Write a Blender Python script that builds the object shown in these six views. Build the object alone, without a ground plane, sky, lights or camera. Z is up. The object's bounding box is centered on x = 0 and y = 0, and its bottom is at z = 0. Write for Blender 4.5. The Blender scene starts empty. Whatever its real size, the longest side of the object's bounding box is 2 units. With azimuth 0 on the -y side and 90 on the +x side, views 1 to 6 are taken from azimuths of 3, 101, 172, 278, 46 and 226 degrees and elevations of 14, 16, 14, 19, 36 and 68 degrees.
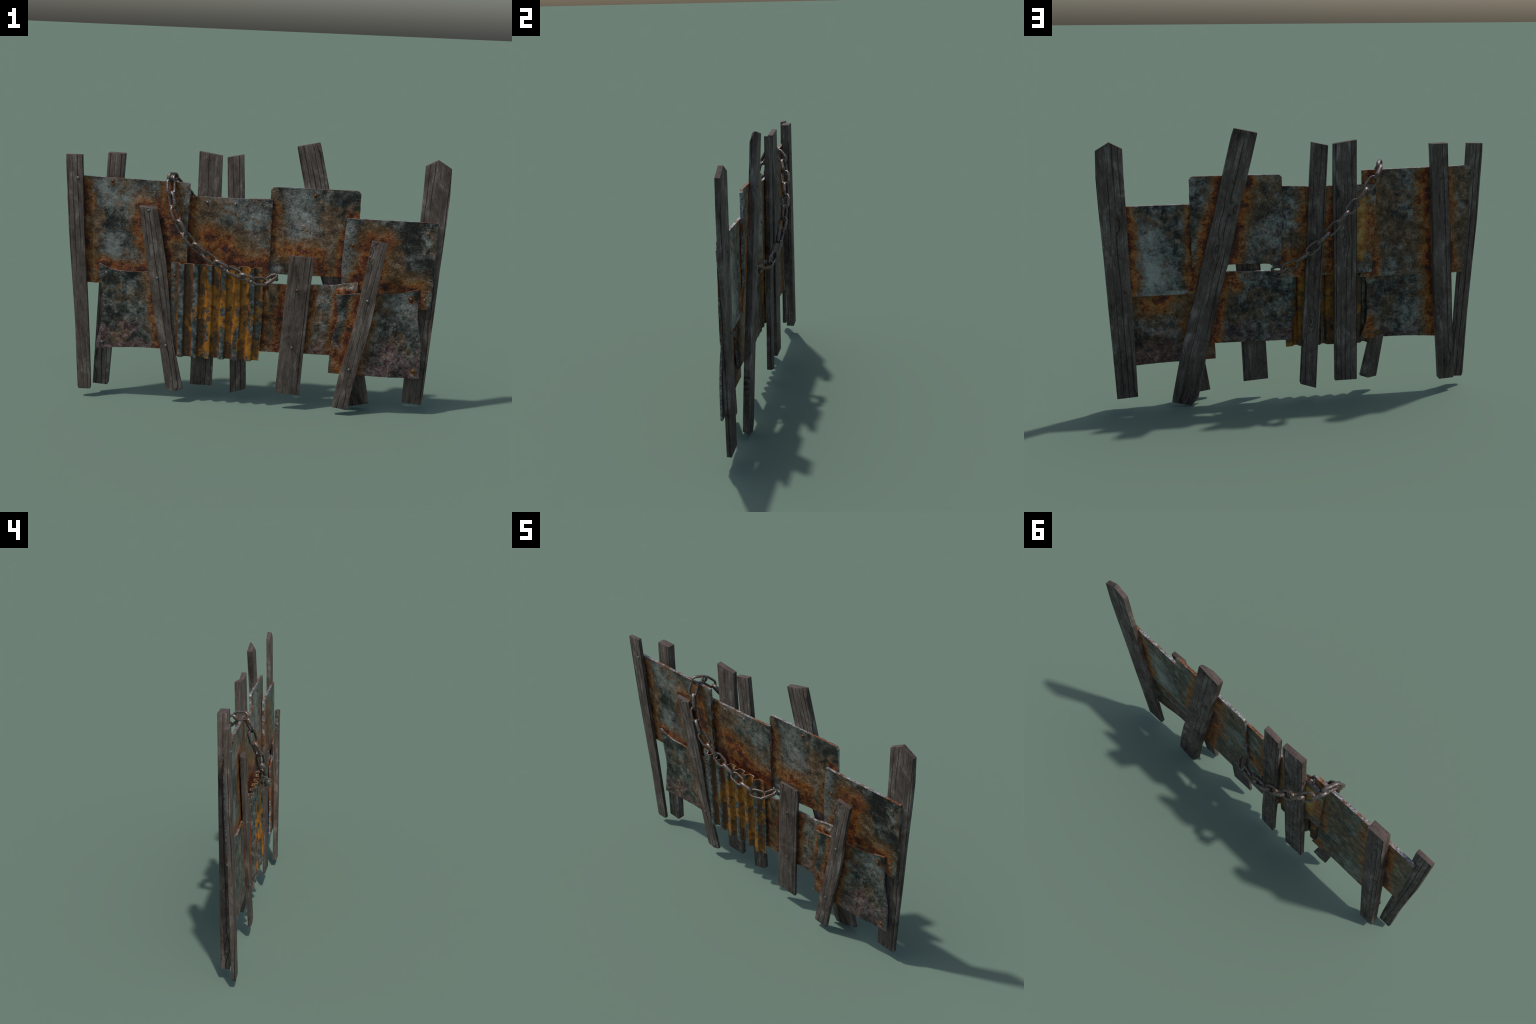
"""A scrap barricade: leaning weathered planks, overlapping rusty metal plates,
one corrugated sheet, rivets, and a loop of chain hung over the top plate."""
import bpy, bmesh, math, random
from mathutils import Vector, Matrix, noise

random.seed(7)
COL = bpy.context.scene.collection


# ------------------------------------------------------------------ node helpers
class Nodes:
    """Thin wrapper that makes building node trees readable."""

    def __init__(self, name):
        self.mat = bpy.data.materials.new(name)
        self.mat.use_nodes = True
        self.t = self.mat.node_tree
        self.t.nodes.clear()
        self.out = self.t.nodes.new("ShaderNodeOutputMaterial")
        self.bsdf = self.t.nodes.new("ShaderNodeBsdfPrincipled")
        self.t.links.new(self.bsdf.outputs[0], self.out.inputs[0])

    def link(self, a, b):
        self.t.links.new(a, b)

    def put(self, sock, v):
        if isinstance(v, bpy.types.NodeSocket):
            self.link(v, sock)
        elif isinstance(v, (tuple, list)) and len(v) == 3 and sock.type == 'RGBA':
            sock.default_value = (*v, 1)
        else:
            sock.default_value = v

    def coords(self, scale=(1, 1, 1), loc=(0, 0, 0), rot=(0, 0, 0)):
        tc = self.t.nodes.new("ShaderNodeTexCoord")
        mp = self.t.nodes.new("ShaderNodeMapping")
        self.link(tc.outputs["Object"], mp.inputs["Vector"])
        mp.inputs["Scale"].default_value = scale
        mp.inputs["Location"].default_value = loc
        mp.inputs["Rotation"].default_value = rot
        return mp.outputs[0]

    def xyz(self, vec):
        n = self.t.nodes.new("ShaderNodeSeparateXYZ")
        self.link(vec, n.inputs[0])
        return n.outputs

    def noise(self, vec, scale, detail=6, rough=.6, dist=0.0):
        n = self.t.nodes.new("ShaderNodeTexNoise")
        self.link(vec, n.inputs["Vector"])
        n.inputs["Scale"].default_value = scale
        n.inputs["Detail"].default_value = detail
        n.inputs["Roughness"].default_value = rough
        n.inputs["Distortion"].default_value = dist
        return n.outputs[0]

    def voronoi(self, vec, scale, rnd=1.0, feature='F1'):
        n = self.t.nodes.new("ShaderNodeTexVoronoi")
        n.feature = feature
        self.link(vec, n.inputs["Vector"])
        n.inputs["Scale"].default_value = scale
        n.inputs["Randomness"].default_value = rnd
        return n.outputs["Distance"]

    def math(self, op, a, b=0.0, c=0.0, clamp=False):
        n = self.t.nodes.new("ShaderNodeMath")
        n.operation, n.use_clamp = op, clamp
        for i, v in enumerate((a, b, c)):
            if i < len(n.inputs):
                self.put(n.inputs[i], v)
        return n.outputs[0]

    def remap(self, v, a, b, c=0.0, d=1.0, smooth=True):
        n = self.t.nodes.new("ShaderNodeMapRange")
        n.interpolation_type = 'SMOOTHSTEP' if smooth else 'LINEAR'
        for s, x in zip(("Value", "From Min", "From Max", "To Min", "To Max"), (v, a, b, c, d)):
            self.put(n.inputs[s], x)
        return n.outputs[0]

    def ramp(self, v, stops, interp='LINEAR'):
        n = self.t.nodes.new("ShaderNodeValToRGB")
        r = n.color_ramp
        r.interpolation = interp
        while len(r.elements) < len(stops):
            r.elements.new(.5)
        for e, (p, c) in zip(r.elements, stops):
            e.position, e.color = p, (*c, 1)
        self.link(v, n.inputs[0])
        return n.outputs[0]

    def mix(self, fac, a, b, blend='MIX'):
        n = self.t.nodes.new("ShaderNodeMix")
        n.data_type, n.blend_type = 'RGBA', blend
        self.put(n.inputs[0], fac)
        self.put(n.inputs[6], a)
        self.put(n.inputs[7], b)
        return n.outputs[2]

    def bump(self, h, strength, distance, normal=None):
        n = self.t.nodes.new("ShaderNodeBump")
        n.inputs["Strength"].default_value = strength
        n.inputs["Distance"].default_value = distance
        self.link(h, n.inputs["Height"])
        if normal is not None:
            self.link(normal, n.inputs["Normal"])
        return n.outputs[0]

    def segment(self, x, z, a, b, width):
        """Distance in the plate's own plane to a line a-b, in units of width."""
        dx, dz = b[0] - a[0], b[1] - a[1]
        ll = max(dx * dx + dz * dz, 1e-9)
        px, pz = self.math('SUBTRACT', x, a[0]), self.math('SUBTRACT', z, a[1])
        dot = self.math('ADD', self.math('MULTIPLY', px, dx / ll), self.math('MULTIPLY', pz, dz / ll))
        h = self.math('MULTIPLY', dot, 1.0, clamp=True)
        ex = self.math('SUBTRACT', px, self.math('MULTIPLY', h, dx))
        ez = self.math('SUBTRACT', pz, self.math('MULTIPLY', h, dz))
        d = self.math('SQRT', self.math('ADD', self.math('MULTIPLY', ex, ex), self.math('MULTIPLY', ez, ez)))
        return self.math('DIVIDE', d, width)

    def finish(self, color, rough, metal=0.0, normal=None, spec=.5):
        self.put(self.bsdf.inputs["Base Color"], color)
        self.put(self.bsdf.inputs["Roughness"], rough)
        self.put(self.bsdf.inputs["Metallic"], metal)
        self.put(self.bsdf.inputs["Specular IOR Level"], spec)
        if normal is not None:
            self.link(normal, self.bsdf.inputs["Normal"])
        return self.mat


# ------------------------------------------------------------------ materials
def plate_material(name, seed, origin, rust=(), bare=(), brown=.5, mauve=0.0, light=1.0, dark=(), bloom=(), gold=(), rub=.055, fresh=1.0):
    """Weathered galvanised plate: grainy grey mottle broken by brown bloom, and orange
    rust that has crept out from every joint listed in rust (lines in x, z, with a reach)."""
    n = Nodes(name)
    off = (seed * 3.17, seed * 1.73, seed * 2.41)
    v = n.coords(loc=off)
    pos = n.xyz(n.coords())
    x, z = n.math('ADD', pos[0], origin[0]), n.math('ADD', pos[2], origin[1])
    cloud = n.noise(v, 5.5, 10, .62, .4)
    mott = n.noise(v, 25, 10, .72, .3)
    fine = n.noise(v, 110, 6, .75)

    def nudge(field, amount):
        return n.math('MULTIPLY', n.math('SUBTRACT', field, .5), amount)

    def nearest(lines):
        m = None
        for a, b, w in lines:
            d = n.segment(x, z, a, b, w)
            m = d if m is None else n.math('MINIMUM', m, d)
        return m

    g = n.math('ADD', n.math('MULTIPLY', cloud, .34), n.math('ADD', n.math('MULTIPLY', mott, .46), n.math('MULTIPLY', fine, .20)))
    if bare:        # rubbed clean: pale zinc
        bm_ = n.remap(n.math('ADD', nearest(bare), n.math('ADD', nudge(mott, 2.2), nudge(cloud, 1.6))), 1.2, .3)
        g = n.math('ADD', g, n.math('MULTIPLY', bm_, rub))
    if dark:        # tarnished nearly black
        dm = n.remap(n.math('ADD', nearest(dark), n.math('ADD', nudge(mott, 1.2), nudge(cloud, 1.6))), 1.2, .3)
        g = n.math('SUBTRACT', g, n.math('MULTIPLY', dm, .050))
    L = lambda *c: tuple(light * k for k in c)
    grey = n.ramp(g, [(.435, L(.017, .0185, .0165)), (.475, L(.048, .051, .046)), (.51, L(.112, .116, .105)),
                      (.55, L(.225, .232, .215)), (.63, L(.370, .385, .360))])
    tintf = n.noise(n.coords(loc=(off[1] + 3, off[0], off[2])), 17, 6, .65)
    grey = n.mix(n.remap(tintf, .50, .62, 0, .55), grey, n.mix(1.0, grey, (.90, .66, .70), 'MULTIPLY'))
    # brown bloom, interleaved with the grey at every scale
    b1 = n.noise(n.coords(loc=(off[2], off[0], off[1])), 6.0, 10, .66, .5)
    b2 = n.noise(n.coords(loc=(off[2] + 7, off[0], off[1])), 26, 9, .7, .4)
    bf = n.math('ADD', n.math('MULTIPLY', b1, .6), n.math('MULTIPLY', b2, .4))
    if bloom:
        bf = n.math('ADD', bf, n.math('MULTIPLY', n.remap(n.math('ADD', nearest(bloom), nudge(cloud, 1.5)), 1.4, .2, -.022, .075), 1.0))
    c0 = .568 - .13 * brown
    bm = n.remap(bf, c0 - .035, c0 + .06)
    bcol = n.ramp(n.math('ADD', n.math('MULTIPLY', mott, .6), n.math('MULTIPLY', fine, .4)),
                  [(.41, (.020, .011, .005)), (.47, (.085, .046, .019)), (.53, (.165, .092, .041)), (.62, (.330, .212, .132))])
    col = n.mix(n.math('MULTIPLY', bm, .90), grey, bcol)
    if mauve:       # reddish-mauve oxide near the ground
        mm = n.noise(n.coords(loc=(off[1], off[2], off[0])), 12, 9, .7, .4)
        mm = n.remap(n.math('ADD', mm, n.remap(z, .30, .52, .085, -.13)), .47, .60)
        mcol = n.ramp(n.math('ADD', n.math('MULTIPLY', mott, .6), n.math('MULTIPLY', fine, .4)),
                      [(.41, (.026, .013, .013)), (.49, (.135, .070, .070)), (.60, (.360, .220, .215))])
        col = n.mix(n.math('MULTIPLY', mm, mauve), col, mcol)
    if rust:
        rm = n.math('ADD', nearest(rust), n.math('ADD', nudge(b1, 2.8), n.math('ADD', nudge(mott, 2.2), n.math('ADD', nudge(fine, .7), nudge(b2, 1.8)))))
        rcol = n.ramp(n.math('ADD', n.math('MULTIPLY', rm, .75), n.math('MULTIPLY', fine, .25)),
                      [(.00, (.105, .019, .003)), (.22, (.255, .052, .004)), (.48, (.390, .128, .009)), (.76, (.300, .145, .026)), (1.0, (.165, .092, .034))])
        shade = n.remap(n.math('ADD', n.math('MULTIPLY', mott, .55), n.math('MULTIPLY', fine, .45)), .42, .58, .16, 1.0, False)
        rcol = n.mix(1.0, rcol, n.ramp(shade, [(0, (0, 0, 0)), (1, (1, 1, 1))]), 'MULTIPLY')
        rcol = n.mix(1.0, rcol, (fresh, fresh * .97, fresh * .85), 'MULTIPLY')  # fresh above 1 brightens rust on reverse faces, offsetting their dimmer light
        rmask = n.remap(rm, 1.28, .32)
        col = n.mix(n.math('MULTIPLY', rmask, .95), col, rcol)
        bm = n.math('MAXIMUM', bm, rmask)
    if gold:        # bright fresh ochre where water has run behind the joint
        gm = n.remap(n.math('ADD', nearest(gold), n.math('ADD', nudge(b1, 1.6), nudge(mott, 1.4))), 1.2, .3)
        col = n.mix(gm, col, n.ramp(mott, [(.40, (.28, .110, .014)), (.52, (.48, .250, .045)), (.62, (.50, .34, .13))]))
    # scabs, blisters and pits
    grit = n.noise(v, 230, 4, .65)
    scab = n.remap(n.noise(n.coords(loc=(off[0], off[2] + 4, off[1])), 7, 6, .7), .48, .60)
    h = n.math('ADD', n.math('MULTIPLY', mott, .45), n.math('ADD', n.math('MULTIPLY', fine, .55),
               n.math('MULTIPLY', n.math('MULTIPLY', scab, n.remap(n.noise(v, 105, 4, .7), .50, .70)), .40)))
    h = n.math('ADD', h, n.math('MULTIPLY', grit, n.remap(scab, 0, 1, .08, .50)))
    nor = n.bump(h, 1.0, .0055)
    rough = n.remap(n.math('ADD', n.math('MULTIPLY', bm, .35), n.math('MULTIPLY', fine, .65)), .25, .75, .30, .56)
    rough = n.math('SUBTRACT', rough, n.math('MULTIPLY', scab, .10))
    metal = n.remap(bm, .1, .9, .50, .12)
    return n.finish(col, rough, metal, nor)


def edge_material(name, seed):
    """Sheared plate edge: steel colour lightened for the highlights edges catch, with patches of rust."""
    n = Nodes(name)
    v = n.coords(loc=(seed * 1.9, seed * 2.3, seed))
    a = n.noise(v, 11, 5, .6)
    b = n.noise(v, 90, 6, .7)
    steel = n.ramp(b, [(.38, (.09, .09, .095)), (.52, (.30, .295, .305)), (.64, (.62, .60, .60))])  # near-white top stop paints the bright rim glint into the base
    rust = n.ramp(b, [(.38, (.06, .021, .008)), (.6, (.27, .105, .038))])
    col = n.mix(n.remap(a, .47, .58), steel, rust)
    h = n.noise(v, 140, 4, .7)
    return n.finish(col, n.remap(b, .3, .7, .24, .48), n.remap(a, .47, .58, .6, .2), n.bump(h, 1.0, .006))


def wood_material(name, tint=1.0):
    """Old grey softwood: dark growth lines along the board, knots, pale weathered bloom."""
    n = Nodes(name)
    info = n.t.nodes.new("ShaderNodeObjectInfo")
    tc = n.t.nodes.new("ShaderNodeTexCoord")
    sh = n.t.nodes.new("ShaderNodeVectorMath")
    sh.operation = 'ADD'
    comb = n.t.nodes.new("ShaderNodeCombineXYZ")
    for i, k in enumerate((13.0, 5.0, 29.0)):
        n.link(n.math('MULTIPLY', info.outputs["Random"], k), comb.inputs[i])
    n.link(tc.outputs["Object"], sh.inputs[0])
    n.link(comb.outputs[0], sh.inputs[1])
    base = sh.outputs[0]

    def scaled(s):
        mp = n.t.nodes.new("ShaderNodeMapping")
        n.link(base, mp.inputs["Vector"])
        mp.inputs["Scale"].default_value = s
        return mp.outputs[0]

    p = n.xyz(base)
    # knots: a few cells, stretched along the board
    kv = n.voronoi(scaled((8.0, 1.5, 3.4)), 1.0, 1.0)
    knot = n.remap(kv, .34, .02)
    warp = n.noise(scaled((9, 9, 1.0)), 1.0, 3, .5)
    # growth lines: bands across the width, bent around knots
    f = n.math('ADD', n.math('MULTIPLY', n.math('ADD', p[0], p[1]), 74.0), n.math('MULTIPLY', warp, 3.4))
    f = n.math('ADD', f, n.math('MULTIPLY', knot, 2.2))
    band = n.math('PINGPONG', f, 1.0)
    gate = n.remap(n.noise(scaled((24, 24, .9)), 1.0, 3, .5), .41, .54, .05, 1.0)
    line = n.math('MULTIPLY', n.remap(band, .22, .03), gate)
    ring = n.math('MULTIPLY', n.remap(n.math('PINGPONG', n.math('MULTIPLY', kv, 19.0), 1.0), .45, .05), n.remap(kv, .27, .13))
    heart = n.remap(kv, .07, .03)
    line = n.math('MAXIMUM', n.math('MAXIMUM', line, n.math('MULTIPLY', ring, .8)), heart)
    fibre = n.noise(scaled((300, 300, 14)), 1.0, 5, .75)
    streak = n.noise(scaled((60, 60, 2.6)), 1.0, 6, .7)
    bloom = n.noise(scaled((14, 10, 6.0)), 1.0, 10, .70, .6)
    speck = n.noise(scaled((150, 150, 60)), 1.0, 4, .7)
    tone = n.math('ADD', n.math('ADD', n.math('MULTIPLY', fibre, .22), n.math('MULTIPLY', speck, .12)),
                  n.math('ADD', n.math('MULTIPLY', streak, .19), n.math('MULTIPLY', bloom, .47)))
    col = n.ramp(tone, [(.40, tuple(tint * c for c in (.030, .0215, .0170))),
                        (.465, tuple(tint * c for c in (.088, .066, .054))),
                        (.525, tuple(tint * c for c in (.128, .102, .086))),
                        (.60, tuple(tint * c for c in (.285, .244, .214)))])
    col = n.mix(n.math('MULTIPLY', line, .78), col, tuple(tint * c for c in (.014, .010, .008)))
    h = n.math('SUBTRACT', n.math('ADD', n.math('ADD', n.math('MULTIPLY', streak, .5), n.math('MULTIPLY', speck, .25)), n.math('MULTIPLY', fibre, .45)), n.math('MULTIPLY', line, .8))
    return n.finish(col, n.remap(tone, .4, .6, .80, .62), 0.0, n.bump(h, .9, .005), .22)


def end_grain_material(name):
    n = Nodes(name)
    a = n.noise(n.coords(scale=(14, 60, 60)), 1.0, 6, .7)
    b = n.noise(n.coords(scale=(190, 60, 60)), 1.0, 3, .6)
    t = n.math('ADD', n.math('MULTIPLY', a, .6), n.math('MULTIPLY', b, .4))
    col = n.ramp(t, [(.36, (.040, .029, .026)), (.6, (.098, .072, .064))])
    return n.finish(col, .75, 0, n.bump(t, .5, .003), .3)


def corrugated_material(name, origin):
    """Ochre paint flaking off rusty corrugated iron; the front ridges are worn to zinc."""
    n = Nodes(name)
    pos = n.xyz(n.coords())
    x, y, z = (n.math('ADD', pos[i], origin[i]) for i in range(3))
    y = n.math('ADD', y, n.remap(z, .791, .50, 0, .0075))     # undo the sheet's forward lean
    v = n.coords(loc=(2.3, 4.1, 7.7))
    cloud = n.noise(n.coords(loc=(5.3, .4, 1.7), scale=(1, .25, .62)), 13, 7, .60, .6)
    mott = n.noise(v, 38, 7, .7)
    fine = n.noise(v, 130, 4, .7)
    zinc = n.ramp(mott, [(.38, (.034, .040, .039)), (.50, (.098, .112, .109)), (.62, (.24, .262, .255))])
    rust = n.ramp(n.math('ADD', n.math('MULTIPLY', mott, .6), n.math('MULTIPLY', fine, .4)),
                  [(.40, (.030, .014, .006)), (.50, (.085, .040, .014)), (.62, (.180, .078, .024))])
    # ridges toward the front keep their zinc, flanks and troughs rust
    ridge = n.remap(n.math('ADD', y, n.math('MULTIPLY', n.math('SUBTRACT', mott, .5), .012)), -.0375, -.0435)
    rim = n.remap(n.math('ABSOLUTE', n.math('ADD', x, .198)), .205, .243)
    rim = n.math('MULTIPLY', rim, n.remap(n.noise(v, 14, 5, .6), .36, .5))
    base = n.mix(n.math('MAXIMUM', ridge, rim), rust, zinc)
    flank = n.math('MULTIPLY', n.remap(y, -.0295, -.0335), n.remap(y, -.0450, -.0405))
    base = n.mix(n.math('MULTIPLY', flank, .75), base, (.165, .046, .010))
    # paint survives in a broad patch right of the middle
    px = n.math('DIVIDE', n.math('SUBTRACT', x, -.075), .205)
    pz = n.math('DIVIDE', n.math('SUBTRACT', z, .585), .30)
    r = n.math('SQRT', n.math('ADD', n.math('MULTIPLY', px, px), n.math('MULTIPLY', pz, pz)))
    paint = n.math('SUBTRACT', n.math('ADD', cloud, n.math('MULTIPLY', n.math('SUBTRACT', mott, .5), .30)), n.math('MULTIPLY', r, .15))
    paint = n.math('SUBTRACT', paint, n.math('MULTIPLY', ridge, .050))
    pm = n.remap(paint, .372, .382)
    spots = n.remap(n.noise(n.coords(loc=(9.1, 3.3, 2.2), scale=(1, .4, 1)), 20, 6, .62, .6), .565, .58)
    pm = n.math('MULTIPLY', pm, n.math('SUBTRACT', 1.0, spots))
    pcol = n.ramp(n.noise(v, 22, 6, .7), [(.40, (.170, .062, .007)), (.50, (.300, .120, .010)), (.60, (.400, .165, .014))])
    pcol = n.mix(n.math('MULTIPLY', flank, .6), pcol, (.38, .135, .009))
    col = n.mix(pm, base, pcol)
    rimp = n.math('MULTIPLY', n.remap(paint, .335, .372), n.math('SUBTRACT', 1.0, pm))
    col = n.mix(n.math('MULTIPLY', rimp, .45), col, (.17, .062, .012))
    h = n.math('ADD', n.math('MULTIPLY', mott, .5), n.math('ADD', n.math('MULTIPLY', pm, .35), n.math('MULTIPLY', fine, .25)))
    metal = n.math('MULTIPLY', n.math('MULTIPLY', n.math('MAXIMUM', ridge, rim), n.math('SUBTRACT', 1.0, pm)), .5)
    return n.finish(col, n.remap(mott, .3, .7, .40, .6), metal, n.bump(h, .6, .004))


def chain_material(name):
    n = Nodes(name)
    info = n.t.nodes.new("ShaderNodeObjectInfo")
    tc = n.t.nodes.new("ShaderNodeTexCoord")
    sh = n.t.nodes.new("ShaderNodeVectorMath")
    sh.operation = 'ADD'
    n.link(tc.outputs["Object"], sh.inputs[0])
    n.link(n.math('MULTIPLY', info.outputs["Random"], 17.0), sh.inputs[1])
    v = sh.outputs[0]
    a, b = n.noise(v, 45, 6, .7), n.noise(v, 190, 5, .7)
    steel = n.ramp(b, [(.38, (.070, .066, .064)), (.52, (.180, .168, .162)), (.66, (.40, .38, .37))])
    rust = n.ramp(b, [(.38, (.060, .030, .018)), (.6, (.230, .120, .065))])
    m = n.remap(a, .45, .60)
    col = n.mix(m, steel, rust)
    h = n.math('ADD', n.math('MULTIPLY', a, .7), n.math('MULTIPLY', b, .4))
    return n.finish(col, n.remap(b, .3, .7, .30, .48), n.remap(m, 0, 1, .75, .25), n.bump(h, .55, .003))


def rivet_material(name):
    n = Nodes(name)
    info = n.t.nodes.new("ShaderNodeObjectInfo")
    v = n.coords()
    a = n.noise(v, 160, 5, .7)
    steel = n.ramp(a, [(.35, (.045, .045, .045)), (.65, (.19, .19, .185))])
    rust = n.ramp(a, [(.35, (.04, .018, .010)), (.65, (.16, .065, .028))])
    col = n.mix(n.remap(n.math('ADD', n.math('MULTIPLY', info.outputs["Random"], .5), n.math('MULTIPLY', a, .6)), .50, .70), steel, rust)
    return n.finish(col, .42, .45, n.bump(a, .4, .002))


# ------------------------------------------------------------------ geometry helpers
def finish_mesh(ob, parent, angle=35):
    COL.objects.link(ob)
    ob.parent = parent
    for p in ob.data.polygons:
        p.use_smooth = True
    bm = bmesh.new()
    bm.from_mesh(ob.data)
    bmesh.ops.recalc_face_normals(bm, faces=bm.faces)
    lim = math.radians(angle)
    for e in bm.edges:
        if len(e.link_faces) == 2 and e.calc_face_angle(0) > lim:
            e.smooth = False
    bm.to_mesh(ob.data)
    bm.free()
    return ob


def resample(pts, count):
    """Points evenly spaced along a polyline, keeping its corners nearly sharp."""
    d = [0.0]
    for a, b in zip(pts, pts[1:]):
        d.append(d[-1] + math.hypot(b[0] - a[0], b[1] - a[1]))
    out, k = [], 0
    for i in range(count):
        s = d[-1] * i / (count - 1)
        while k < len(pts) - 2 and s > d[k + 1]:
            k += 1
        t = (s - d[k]) / max(d[k + 1] - d[k], 1e-9)
        out.append((pts[k][0] + t * (pts[k + 1][0] - pts[k][0]), pts[k][1] + t * (pts[k + 1][1] - pts[k][1])))
    return out


def plate(name, top, bottom, left, right, front, thick, mats, parent, nu=90, nv=80, dent=.0012, seed=0.0):
    """A plate filled in between its four edge curves (Coons patch), bent by front(x, z),
    dented a little, with real thickness. Slots: front face, back face, cut edge."""
    T, B = resample(top, nu), resample(bottom, nu)
    L, R = resample(left, nv), resample(right, nv)
    cx = (T[0][0] + T[-1][0] + B[0][0] + B[-1][0]) / 4
    cz = (T[0][1] + T[-1][1] + B[0][1] + B[-1][1]) / 4
    fr, bk = [], []
    for j in range(nv):
        v = j / (nv - 1)
        for i in range(nu):
            u = i / (nu - 1)
            P = []
            for c in (0, 1):
                P.append((1 - v) * T[i][c] + v * B[i][c] + (1 - u) * L[j][c] + u * R[j][c]
                         - ((1 - u) * (1 - v) * T[0][c] + u * (1 - v) * T[-1][c] + (1 - u) * v * B[0][c] + u * v * B[-1][c]))
            x, z = P
            y = front(x, z)
            q = Vector((x * 7 + seed, seed, z * 7))
            d = dent * noise.noise(q)
            rim = min(i, j, nu - 1 - i, nv - 1 - j)
            s = dent * .45 * noise.noise(Vector((x * 60, seed, z * 60)))
            s2 = dent * .45 * noise.noise(Vector((x * 60, seed + 9, z * 60)))
            if rim == 0:          # ragged shear line
                x += .0011 * noise.noise(Vector((x * 45, 3 + seed, z * 45)))
                z += .0011 * noise.noise(Vector((x * 45, 8 + seed, z * 45)))
            fr.append((x - cx, y + d + s, z - cz))
            bk.append((x - cx, y + thick + d + s2, z - cz))
    verts = fr + bk
    N = nu * nv
    faces, slots = [], []
    for j in range(nv - 1):
        for i in range(nu - 1):
            a = j * nu + i
            faces.append((a, a + nu, a + nu + 1, a + 1)); slots.append(0)
            faces.append((N + a, N + a + 1, N + a + nu + 1, N + a + nu)); slots.append(1)
    ring = [i for i in range(nu)] + [j * nu + nu - 1 for j in range(1, nv)] + \
           [(nv - 1) * nu + i for i in range(nu - 2, -1, -1)] + [j * nu for j in range(nv - 2, 0, -1)]
    for a, b in zip(ring, ring[1:] + ring[:1]):
        faces.append((a, b, N + b, N + a)); slots.append(2)
    me = bpy.data.meshes.new(name)
    me.from_pydata(verts, [], faces)
    for m in mats:
        me.materials.append(m)
    me.polygons.foreach_set("material_index", slots)
    ob = bpy.data.objects.new(name, me)
    ob.location = (cx, 0, cz)
    return finish_mesh(ob, parent, 40)


def plank(left, right, y0, y1, mats, parent, cuts=(), shave=0.0):
    """A board sawn from two edge curves (top to bottom) between depths y0 and y1.
    Its own z axis follows the grain. cuts: planes (point, outward normal) that chip corners.
    shave: how far the rear left arris has been planed away at the foot, fading out at the top."""
    top = Vector(((left[0][0] + right[0][0]) / 2, 0, (left[0][1] + right[0][1]) / 2))
    bot = Vector(((left[-1][0] + right[-1][0]) / 2, 0, (left[-1][1] + right[-1][1]) / 2))
    axis = (top - bot).normalized()
    ang = math.atan2(axis.x, axis.z)
    c = (top + bot) / 2
    c.y = (y0 + y1) / 2
    frame = Matrix.Translation(c) @ Matrix.Rotation(ang, 4, 'Y')
    inv = frame.inverted()
    outline = list(left) + list(reversed(right))
    bm = bmesh.new()
    vf, vb = [], []
    zs = [p[1] for p in outline]
    for i, (x, z) in enumerate(outline):
        k = shave * (max(zs) - z) / (max(zs) - min(zs)) if i < len(left) else 0.0
        vf.append(bm.verts.new(inv @ Vector((x, y0, z))))
        vb.append(bm.verts.new(inv @ Vector((x + k, y1, z))))
    bm.faces.new(vf)
    bm.faces.new(list(reversed(vb)))
    n = len(outline)
    for i in range(n):
        bm.faces.new((vf[i], vb[i], vb[(i + 1) % n], vf[(i + 1) % n]))
    bmesh.ops.recalc_face_normals(bm, faces=bm.faces)
    for p, nor in cuts:
        pl = inv @ Vector(p)
        nl = (inv.to_3x3() @ Vector(nor)).normalized()
        g = bm.verts[:] + bm.edges[:] + bm.faces[:]
        r = bmesh.ops.bisect_plane(bm, geom=g, plane_co=pl, plane_no=nl, clear_outer=True)
        es = [e for e in r["geom_cut"] if isinstance(e, bmesh.types.BMEdge)]
        bmesh.ops.contextual_create(bm, geom=es)
    bmesh.ops.recalc_face_normals(bm, faces=bm.faces)
    bm.normal_update()
    sharp = [e for e in bm.edges if len(e.link_faces) == 2 and e.calc_face_angle(0) > math.radians(28)]
    bmesh.ops.bevel(bm, geom=sharp, offset=.0016, segments=2, profile=.6, affect='EDGES', clamp_overlap=True)
    bmesh.ops.triangulate(bm, faces=[f for f in bm.faces if len(f.verts) > 4])
    bm.normal_update()
    for f in bm.faces:
        f.material_index = 1 if abs(f.normal.z) > .55 else 0
    me = bpy.data.meshes.new("plank")
    bm.to_mesh(me)
    bm.free()
    for m in mats:
        me.materials.append(m)
    ob = bpy.data.objects.new("plank", me)
    ob.matrix_world = frame
    return finish_mesh(ob, parent, 50)


# ------------------------------------------------------------------ the thing itself
fence = bpy.data.objects.new("scrap_barricade", None)
fence.empty_display_size = .2
COL.objects.link(fence)
fence["label"] = "patched barricade of weathered planks, rusty plates and chain"
fence["category"] = "barricade"

WOOD = [wood_material("weathered_wood"), end_grain_material("end_grain")]

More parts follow.
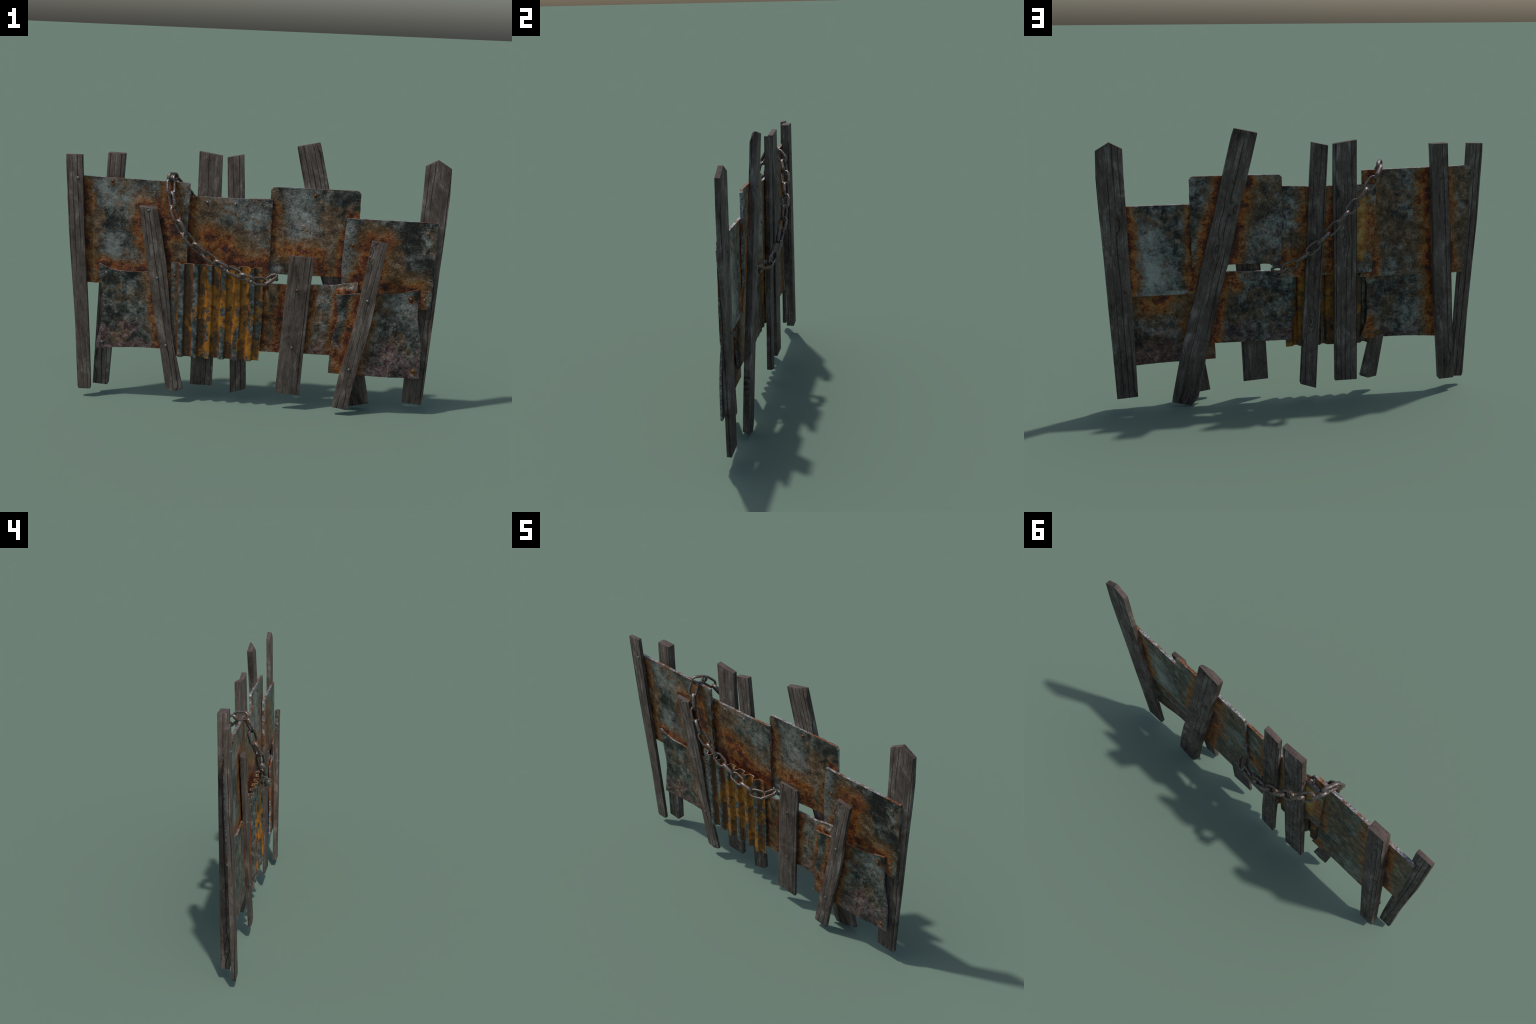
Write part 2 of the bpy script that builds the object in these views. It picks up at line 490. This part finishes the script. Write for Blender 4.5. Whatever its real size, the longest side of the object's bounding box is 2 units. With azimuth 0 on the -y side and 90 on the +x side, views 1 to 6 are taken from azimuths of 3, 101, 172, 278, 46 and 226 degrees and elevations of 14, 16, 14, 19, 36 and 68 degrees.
# left edge, right edge (each from top to bottom as x, z), front depth, back depth
PLANKS = [
    # outer post on the left, in front of the plates
    dict(left=[(-1.000, 1.344), (-1.001, 1.30), (-.990, .94), (-.975, .70), (-.960, .44), (-.948, .061), (-.942, .045)],
         right=[(-.914, 1.346), (-.909, 1.04), (-.907, .92), (-.897, .70), (-.890, .54), (-.880, .25), (-.876, .066), (-.878, .047)], y=(-.044, -.023)),
    # thick square post behind the left plates
    dict(left=[(-.789, 1.357), (-.797, 1.235), (-.813, 1.01), (-.822, .90), (-.848, .48), (-.873, .066)],
         right=[(-.699, 1.355), (-.708, 1.24), (-.723, .98), (-.737, .70), (-.755, .485), (-.791, .061)], y=(-.003, .043)),
    # leaning board over the two left plates
    dict(left=[(-.614, 1.096), (-.597, .97), (-.583, .88), (-.564, .749), (-.551, .651), (-.528, .516), (-.512, .413), (-.490, .301), (-.455, .073), (-.409, .064)],
         right=[(-.525, 1.122), (-.511, 1.05), (-.485, .907), (-.466, .797), (-.452, .657), (-.440, .532), (-.433, .44), (-.414, .316), (-.363, .081), (-.409, .0635)],
         y=(-.046, -.030), cuts=[((-.57, -.046, 1.083), (.05, -.62, 1))]),
    # two uprights behind the middle
    dict(left=[(-.311, 1.386), (-.314, 1.194), (-.319, .854), (-.325, .48), (-.330, .089)],
         right=[(-.190, 1.368), (-.191, 1.148), (-.196, .927), (-.203, .653), (-.205, .346), (-.210, .088)], y=(.013, .041)),
    dict(left=[(-.164, 1.361), (-.150, 1.03), (-.141, .827), (-.127, .492), (-.116, .303), (-.106, .052)],
         right=[(-.078, 1.380), (-.069, 1.201), (-.060, .966), (-.051, .729), (-.042, .521), (-.029, .308), (-.019, .088), (-.022, .080)], y=(.015, .041)),
    # short board in front, middle
    dict(left=[(.189, .868), (.184, .80), (.176, .66), (.164, .456), (.145, .096)],
         right=[(.308, .863), (.319, .836), (.308, .72), (.294, .475), (.287, .303), (.279, .087)], y=(-.044, -.0285)),
    # long leaning board behind the right plates
    dict(left=[(.197, 1.434), (.199, 1.42), (.246, 1.22), (.292, 1.04), (.352, .76), (.372, .70), (.415, .515), (.464, .33), (.526, .035), (.552, -.001)],
         right=[(.314, 1.460), (.323, 1.431), (.374, 1.226), (.421, 1.02), (.473, .835), (.530, .588), (.558, .504), (.609, .302), (.667, .027)],
         y=(.023, .054), shave=.016, cuts=[((.262, .023, 1.447), (.30, -1, .55)), ((.552, .054, -.001), (.243, -.516, -1))]),
    # narrow leaning board in front, right
    dict(left=[(.612, .978), (.593, .849), (.573, .692), (.555, .54), (.516, .353), (.484, .215), (.458, .043)],
         right=[(.696, .963), (.678, .865), (.662, .750), (.651, .645), (.637, .535), (.628, .48), (.619, .432), (.585, .280), (.558, .137), (.540, .031)], y=(-.072, -.049)),
    # pointed post on the right
    dict(left=[(.927, 1.402), (.863, 1.368), (.863, 1.25), (.860, 1.09), (.855, .75), (.850, .541), (.846, .25), (.844, .062)],
         right=[(.927, 1.4015), (.995, 1.361), (.999, 1.22), (.994, 1.07), (.982, .82), (.973, .57), (.962, .316), (.952, .055)], y=(.011, .035)),
]
for p in PLANKS:
    plank(p["left"], p["right"], *p["y"], WOOD, fence, p.get("cuts", ()), p.get("shave", 0.0))

EDGE = [edge_material("sheared_edge", k) for k in range(2)]


def flat(y):
    return lambda x, z: y


def sm(t):
    t = min(max(t, 0), 1)
    return t * t * (3 - 2 * t)


def lower_left_bend(x, z):
    """Lower left plate rests on the one above and tucks in behind the corrugated sheet."""
    return -.031 + .007 * sm((x + .50) / .1)


def low_middle_bend(x, z):
    """Creased top right corner pushed forward; right end bulges toward the viewer."""
    y = -.020 - .011 * sm((x - .40) / .16) * sm((z - .33) / .12)
    y -= .012 * math.exp(-((x - .37) / .09) ** 2 - ((z - .52) / .12) ** 2)
    crease = (z - .69) - .34 * (x - .47)
    return y + .016 * sm(crease / .03 + .3) * sm((x - .40) / .12) if x > .38 else y


def low_right_bend(x, z):
    """Stands off over the middle plate on the left, lies on the upper plate at its right."""
    t = sm((x - .50) / .36)
    right = -.021 + .009 * sm((z - .45) / .25)
    return -.042 + t * (right + .042) - .012 * math.exp(-((x - .74) / .10) ** 2 - ((z - .26) / .085) ** 2)


def mid_upper_bend(x, z):
    """Lower middle of the plate is pulled forward to the short board in front of it."""
    return .0135 - .019 * math.exp(-((x - .265) / .12) ** 2) * sm((1.06 - z) / .22)


O = lambda x, z: (x, z)
PLATES = [
    dict(n="upper left", top=[(-.936, 1.232), (-.349, 1.222)], bottom=[(-.918, .653), (-.644, .652), (-.350, .650)],
         left=[(-.936, 1.232), (-.931, .958), (-.922, .749), (-.918, .653)],
         right=[(-.349, 1.222), (-.352, 1.13), (-.359, .98), (-.358, .80), (-.350, .650)], y=flat(-.021), t=.016,
         front=dict(seed=1.3, brown=.35, rust=[((-.91, 1.2), (-.89, .64), .055), ((-.60, 1.10), (-.53, .66), .085), ((-.515, 1.10), (-.45, .66), .05),
                                               ((-.84, .76), (-.55, .735), .06), ((-.46, 1.24), (-.42, .95), .07), ((-.758, 1.211), (-.757, 1.205), .02), ((-.36, .78), (-.46, .68), .06)],
                    bare=[((-.78, 1.18), (-.62, 1.12), .08), ((-.74, .88), (-.66, .78), .08)], bloom=[((-.86, 1.05), (-.85, .80), .05), ((-.44, 1.18), (-.40, .72), .06)]),
         back=dict(fresh=1.45, seed=2.1, brown=.85, rust=[((-.80, 1.2), (-.85, .66), .05), ((-.70, 1.2), (-.735, .66), .07), ((-.40, 1.2), (-.41, .68), .05)], bare=[((-.90, .663), (-.36, .660), .016)])),
    dict(n="upper middle", top=[(-.424, 1.150), (-.07, 1.150), (.084, 1.156)], bottom=[(-.408, .679), (-.158, .675), (.080, .670)],
         left=[(-.424, 1.150), (-.420, .98), (-.415, .844), (-.408, .679)],
         right=[(.084, 1.156), (.082, .96), (.080, .78), (.080, .670)], y=flat(-.002), t=.014,
         front=dict(seed=3.7, brown=.62, rust=[((-.345, 1.14), (-.345, .70), .05), ((-.44, .80), (.06, .795), .095), ((-.28, .95), (-.10, .85), .08)],
                    bare=[((-.13, 1.11), (-.02, 1.05), .085), ((-.04, 1.0), (.04, .93), .05)], bloom=[((-.28, 1.08), (-.26, .92), .13), ((-.10, .98), (-.02, .88), .06)]),
         back=dict(fresh=1.45, seed=4.4, brown=.5, rust=[((-.20, 1.1), (-.20, .70), .08), ((-.09, 1.12), (-.06, .70), .08), ((-.33, 1.0), (-.33, .86), .11), ((-.1, .74), (.06, .78), .09)], gold=[((-.335, 1.06), (-.33, .78), .042)])),
    dict(n="upper right of middle", top=[(.072, 1.205), (.086, 1.219), (.529, 1.220), (.542, 1.206)], bottom=[(.075, .750), (.35, .754), (.540, .750)],
         left=[(.072, 1.205), (.073, 1.005), (.075, .750)], right=[(.542, 1.206), (.543, 1.08), (.543, .97), (.540, .912), (.540, .750)], y=mid_upper_bend, t=.0135,
         front=dict(seed=5.2, brown=.45, rust=[((.09, 1.13), (.085, .92), .045), ((.13, .88), (.33, .88), .075), ((.47, .98), (.46, .77), .04), ((.50, 1.09), (.55, 1.085), .03), ((.33, .84), (.36, .76), .05), ((.305, 1.184), (.305, 1.18), .014)], bare=[((.22, 1.15), (.26, 1.02), .09), ((.10, .86), (.12, .78), .035)], bloom=[((.42, 1.0), (.44, .84), .09), ((.13, 1.08), (.14, .92), .05), ((.33, .92), (.36, .78), .07)]),
         back=dict(fresh=1.45, seed=6.1, brown=.45, rust=[((.25, 1.19), (.34, .76), .075), ((.38, 1.19), (.49, .76), .06)])),
    dict(n="upper right", top=[(.478, 1.076), (.950, 1.076)], bottom=[(.524, .605), (.726, .605), (.948, .603)],
         left=[(.478, 1.076), (.472, 1.014), (.468, .911), (.464, .85), (.463, .806), (.470, .72), (.512, .678), (.524, .605)],
         right=[(.950, 1.076), (.952, .929), (.951, .863), (.952, .787), (.951, .71), (.948, .603)], y=flat(-.003), t=.0135,
         front=dict(seed=7.9, brown=.48, rust=[((.61, .97), (.56, .74), .075), ((.68, .95), (.66, .72), .075), ((.57, .72), (.88, .73), .075), ((.88, .72), (.90, .61), .035), ((.903, 1.018), (.903, 1.012), .015), ((.517, .932), (.517, .926), .016), ((.914, .655), (.914, .648), .015)],
                    bare=[((.49, 1.02), (.49, .82), .05)], dark=[((.80, 1.02), (.86, .80), .13)], bloom=[((.60, 1.04), (.70, 1.0), .06), ((.74, .86), (.72, .76), .09)]),
         back=dict(rub=.095, fresh=1.45, seed=8.3, brown=.38, rust=[((.865, 1.06), (.855, .62), .06), ((.545, 1.06), (.535, .62), .045)], bare=[((.77, .92), (.74, .64), .075), ((.70, .68), (.78, .82), .06), ((.54, .615), (.93, .612), .018)])),
    dict(n="lower left", top=[(-.833, .766), (-.80, .752), (-.748, .734), (-.717, .727), (-.568, .732), (-.379, .735)],
         bottom=[(-.852, .284), (-.779, .291), (-.716, .296), (-.608, .303), (-.486, .303), (-.356, .300)],
         left=[(-.833, .766), (-.82, .666), (-.813, .595), (-.806, .518), (-.815, .468), (-.829, .40), (-.852, .284)],
         right=[(-.379, .735), (-.379, .639), (-.391, .605), (-.392, .459), (-.390, .396), (-.356, .300)], y=lower_left_bend, t=.010,
         front=dict(seed=9.6, brown=.25, mauve=.75, rust=[((-.56, .72), (-.50, .30), .045), ((-.46, .72), (-.42, .32), .06)]),
         back=dict(fresh=1.45, seed=10.2, brown=.5, mauve=.4, rust=[((-.74, .68), (-.76, .30), .07), ((-.84, .64), (-.85, .30), .05), ((-.40, .40), (-.41, .33), .05)])),
    dict(n="lower middle", top=[(.010, .703), (.127, .703), (.31, .710), (.42, .713), (.507, .726), (.556, .733)],
         bottom=[(.019, .318), (.43, .322), (.560, .325)],
         left=[(.010, .703), (.012, .66), (.016, .61), (.008, .48), (.013, .46), (.018, .365), (.019, .318)],
         right=[(.556, .733), (.558, .68), (.567, .59), (.568, .51), (.561, .461), (.552, .40), (.560, .325)], y=low_middle_bend, t=.012,
         front=dict(seed=11.4, brown=.42, mauve=.6, rust=[((.16, .70), (.13, .33), .045), ((.32, .70), (.29, .34), .04), ((.455, .66), (.43, .34), .04), ((.06, .70), (.06, .34), .045), ((.45, .69), (.56, .68), .02)]),
         back=dict(fresh=1.45, seed=12.7, brown=.40, mauve=.4, rust=[((.36, .69), (.44, .34), .05), ((.48, .69), (.56, .34), .06), ((.33, .70), (.32, .62), .05)])),
    dict(n="lower right", top=[(.443, .669), (.573, .682), (.663, .684), (.74, .684), (.779, .690), (.828, .70), (.879, .713)],
         bottom=[(.426, .228), (.512, .225), (.622, .224), (.762, .221), (.85, .220), (.917, .218)],
         left=[(.443, .669), (.451, .623), (.460, .567), (.457, .527), (.448, .48), (.434, .40), (.429, .336), (.426, .227)],
         right=[(.879, .713), (.882, .625), (.884, .55), (.903, .465), (.916, .394), (.918, .312), (.917, .218)], y=low_right_bend, t=.011,
         front=dict(seed=13.1, brown=.30, mauve=.8, rust=[((.56, .64), (.48, .24), .04), ((.655, .66), (.575, .24), .045), ((.46, .36), (.47, .24), .035), ((.84, .661), (.845, .65), .016), ((.884, .259), (.884, .25), .016)],
                    bare=[((.78, .63), (.86, .55), .07)]),
         back=dict(fresh=1.45, seed=14.5, brown=.75, mauve=.4, rust=[((.55, .60), (.50, .24), .09), ((.66, .58), (.80, .56), .09)])),
]
for k, d in enumerate(PLATES):
    cx = (d["top"][0][0] + d["top"][-1][0] + d["bottom"][0][0] + d["bottom"][-1][0]) / 4
    cz = (d["top"][0][1] + d["top"][-1][1] + d["bottom"][0][1] + d["bottom"][-1][1]) / 4
    mats = [plate_material("rusty_plate", origin=(cx, cz), **d["front"]),
            plate_material("rusty_plate_reverse", origin=(cx, cz), **d["back"]), EDGE[k % 2]]
    plate("metal_plate", d["top"], d["bottom"], d["left"], d["right"], d["y"], d["t"], mats, fence, seed=k * 4.3)


# corrugated sheet: six trapezoid ridges facing the viewer, ends left flat
def corrugated():
    x0, x1, z1, z0 = -.441, .0465, .791, .271
    first, pitch, top_half, flank = -.3815, .0745, .0118, .0092
    y_back, y_front, thick = -.0285, -.053, .0055
    prof = [(x0, y_back)]
    for k in range(6):
        c = first + k * pitch
        prof += [(c - top_half - flank, y_back), (c - top_half, y_front), (c + top_half, y_front), (c + top_half + flank, y_back)]
    prof.append((x1, y_back))
    line = []
    for a, b in zip(prof, prof[1:]):
        n = 5
        line += [(a[0] + (b[0] - a[0]) * i / n, a[1] + (b[1] - a[1]) * i / n) for i in range(n)]
    line.append(prof[-1])
    # relax the profile so the folds are rolled, not knife-sharp
    for _ in range(1):
        line = [line[0]] + [(p[0], (a[1] + 2 * p[1] + b[1]) / 4) for a, p, b in zip(line, line[1:], line[2:])] + [line[-1]]
    nrm = []
    for i in range(len(line)):
        a, b = line[max(i - 1, 0)], line[min(i + 1, len(line) - 1)]
        l = math.hypot(b[0] - a[0], b[1] - a[1])
        nrm.append((-(b[1] - a[1]) / l, (b[0] - a[0]) / l))
    nu, nv = len(line), 70
    o = Vector(((x0 + x1) / 2, -.04, (z0 + z1) / 2))
    fr, bk = [], []
    for j in range(nv):
        v = j / (nv - 1)
        for i, (x, y) in enumerate(line):
            # the right edge bows outward at mid height, the left slightly inward
            u = i / (nu - 1)
            xx = x + u * .009 * math.sin(math.pi * min(max(v, 0), 1)) * (1 if v < .75 else .8)
            z = z1 + (z0 - z1) * v + .0014 * noise.noise(Vector((x * 30, j * .01, 4))) * (1 if j in (0, nv - 1) else 0)
            w = .0015 * noise.noise(Vector((x * 9, 2, z * 9)))
            low = sm(v * 1.8)
            rise = (y_back - y) / (y_back - y_front)
            y = (y_back - .0075 * low) + rise * ((y_front - y_back) + .0040 * low)
            fr.append(Vector((xx, y + w, z)) - o)
            bk.append(Vector((xx + nrm[i][0] * thick, y + w + nrm[i][1] * thick, z)) - o)
    N = nu * nv
    faces, slots = [], []
    for j in range(nv - 1):
        for i in range(nu - 1):
            a = j * nu + i
            faces.append((a, a + nu, a + nu + 1, a + 1)); slots.append(0)
            faces.append((N + a, N + a + 1, N + a + nu + 1, N + a + nu)); slots.append(0)
    ring = [i for i in range(nu)] + [j * nu + nu - 1 for j in range(1, nv)] + \
           [(nv - 1) * nu + i for i in range(nu - 2, -1, -1)] + [j * nu for j in range(nv - 2, 0, -1)]
    for a, b in zip(ring, ring[1:] + ring[:1]):
        faces.append((a, b, N + b, N + a)); slots.append(1)
    me = bpy.data.meshes.new("corrugated_sheet")
    me.from_pydata(fr + bk, [], faces)
    me.materials.append(corrugated_material("flaking_ochre_paint", tuple(o)))
    me.materials.append(EDGE[0])
    me.polygons.foreach_set("material_index", slots)
    ob = bpy.data.objects.new("corrugated_sheet", me)
    ob.location = o
    finish_mesh(ob, fence, 45)


corrugated()


# rivets: low domed heads on a slight skirt
def rivet_mesh():
    prof = [(.0088, .0), (.0086, .0012), (.0074, .0022), (.0068, .0036), (.0050, .0052), (.0026, .0060)]
    seg, verts, faces = 14, [], []
    for r, h in prof:
        for i in range(seg):
            a = math.tau * i / seg
            verts.append((r * math.cos(a), r * math.sin(a), h))
    verts.append((0, 0, .0062))
    for k in range(len(prof) - 1):
        for i in range(seg):
            j = (i + 1) % seg
            faces.append((k * seg + i, k * seg + j, (k + 1) * seg + j, (k + 1) * seg + i))
    t = (len(prof) - 1) * seg
    for i in range(seg):
        faces.append((t + i, t + (i + 1) % seg, len(verts) - 1))
    faces.append(tuple(reversed(range(seg))))
    me = bpy.data.meshes.new("rivet")
    me.from_pydata(verts, [], faces)
    me.materials.append(rivet_material("rivet_steel"))
    for p in me.polygons:
        p.use_smooth = True
    return me


RIVET = rivet_mesh()
FRONT_RIVETS = [(-.938, 1.222, -.044), (-.758, 1.211, -.021), (-.562, 1.069, -.046), (-.511, .704, -.046), (-.460, .326, -.046),
                (-.259, 1.121, -.002), (-.110, 1.119, -.002), (.305, 1.184, .0135), (.903, 1.018, -.003), (.914, .655, -.003),
                (.517, .932, -.003), (-.790, .713, -.031), (-.813, .320, -.031), (-.421, .719, -.0285), (.034, .515, -.0285),
                (.237, .681, -.044), (.224, .358, -.044), (.609, .652, -.072), (.537, .264, -.072), (.840, .661, -.0165), (.884, .259, -.0235)]
BACK_RIVETS = [(.903, 1.020, .035), (.884, .638, .035), (.317, 1.191, .054), (.403, .803, .054), (-.116, 1.119, .041), (-.084, .717, .041),
               (-.256, 1.116, .041), (-.263, .714, .041), (-.764, 1.176, .043), (-.784, .689, .043), (.087, .955, .027), (-.564, .697, -.005), (-.415, .340, -.0145)]
for side, items in ((1, FRONT_RIVETS), (-1, BACK_RIVETS)):
    for x, z, y in items:
        ob = bpy.data.objects.new("rivet", RIVET)
        ob.location = (x, y + side * .0006, z)
        ob.rotation_euler = (side * math.pi / 2 + random.uniform(-.12, .12), random.uniform(0, 6), 0)
        ob.rotation_euler = (Matrix.Rotation(side * math.pi / 2 + random.uniform(-.1, .1), 3, 'X') @ Matrix.Rotation(random.uniform(0, 6), 3, 'Z')).to_euler()
        ob.scale = [random.uniform(.92, 1.08)] * 3
        COL.objects.link(ob)
        ob.parent = fence


# chain: a closed loop over the upper left plate and back through the gap in the middle
def link_mesh():
    a, b, cut = .0418, .0202, .0125            # half length, half width, corner cut of the wire's centre line
    corners = [(a, b - cut), (a - cut * 1.15, b), (-a + cut * 1.15, b), (-a, b - cut), (-a, -b + cut), (-a + cut * 1.15, -b), (a - cut * 1.15, -b), (a, -b + cut)]
    path = []
    for p, q in zip(corners, corners[1:] + corners[:1]):
        n = 6 if abs(p[0] - q[0]) > .04 else 3
        path += [(p[0] + (q[0] - p[0]) * i / n, p[1] + (q[1] - p[1]) * i / n) for i in range(n)]
    m = len(path)
    path = [((path[i - 1][0] + 4 * path[i][0] + path[(i + 1) % m][0]) / 6, (path[i - 1][1] + 4 * path[i][1] + path[(i + 1) % m][1]) / 6) for i in range(m)]
    verts, faces, seg = [], [], 12
    for i in range(m):
        p, q = Vector((*path[i - 1], 0)), Vector((*path[(i + 1) % m], 0))
        t = (q - p).normalized()
        o = Vector((t.y, -t.x, 0))
        for k in range(seg):
            w = math.tau * k / seg
            r = 1 + .07 * noise.noise(Vector((*path[i], w)) * 60)
            c = Vector((*path[i], 0)) + o * (.0068 * r * math.cos(w)) + Vector((0, 0, 1)) * (.0098 * r * math.sin(w))
            verts.append(c)
    for i in range(m):
        for k in range(seg):
            j, l = (i + 1) % m, (k + 1) % seg
            faces.append((i * seg + k, i * seg + l, j * seg + l, j * seg + k))
    me = bpy.data.meshes.new("chain_link")
    me.from_pydata(verts, [], faces)
    me.materials.append(chain_material("worn_chain_steel"))
    for p in me.polygons:
        p.use_smooth = True
    return me


LOOP = [(-.444, -.012, 1.247), (-.447, -.055, 1.205), (-.436, -.068, 1.136), (-.416, -.084, 1.066), (-.383, -.099, 1.000), (-.341, -.100, .940),
        (-.287, -.097, .889), (-.229, -.091, .843), (-.167, -.089, .805), (-.099, -.088, .773), (-.030, -.085, .746), (.040, -.070, .726),
        (.091, -.027, .730), (.094, .042, .725), (.037, .069, .748), (-.025, .083, .792), (-.079, .092, .843), (-.131, .097, .893),
        (-.182, .098, .945), (-.233, .097, .998), (-.282, .093, 1.053), (-.333, .083, 1.110), (-.381, .067, 1.164), (-.425, .042, 1.216)]
AWAY = Vector((.58, -.57, .58))
BEHIND = Vector((.14, .90, .35))
chain = bpy.data.objects.new("chain", None)
chain.empty_display_size = .05
COL.objects.link(chain)
chain.parent = fence
LINK = link_mesh()
count = len(LOOP)
for i in range(count):
    p = Vector(LOOP[i])
    t = (Vector(LOOP[(i + 1) % count]) - Vector(LOOP[i - 1])).normalized()
    if i == 0:
        nor = Vector((1, 0, -.12))
        t = Vector((.38, .91, -.14)).normalized()
    elif i == 12:
        nor = Vector((.27, .34, -.90))
        t = Vector((.70, .58, .43)).normalized()
    elif i == 13:
        nor = Vector((.35, .35, .86))
        t = Vector((-.66, .74, .08)).normalized()
    elif i < 12:
        hint = AWAY - t * AWAY.dot(t)
        nor = hint if i % 2 else t.cross(hint)
    else:
        hint = BEHIND - t * BEHIND.dot(t)
        nor = t.cross(hint) if i % 2 else hint
    nor = (nor - t * nor.dot(t)).normalized()
    nor = Matrix.Rotation(random.uniform(-.06, .06), 3, t) @ nor
    side = nor.cross(t)
    m = Matrix((t, side, nor)).transposed().to_4x4()
    m.translation = p
    ob = bpy.data.objects.new("chain_link", LINK)
    ob.matrix_world = m
    COL.objects.link(ob)
    ob.parent = chain
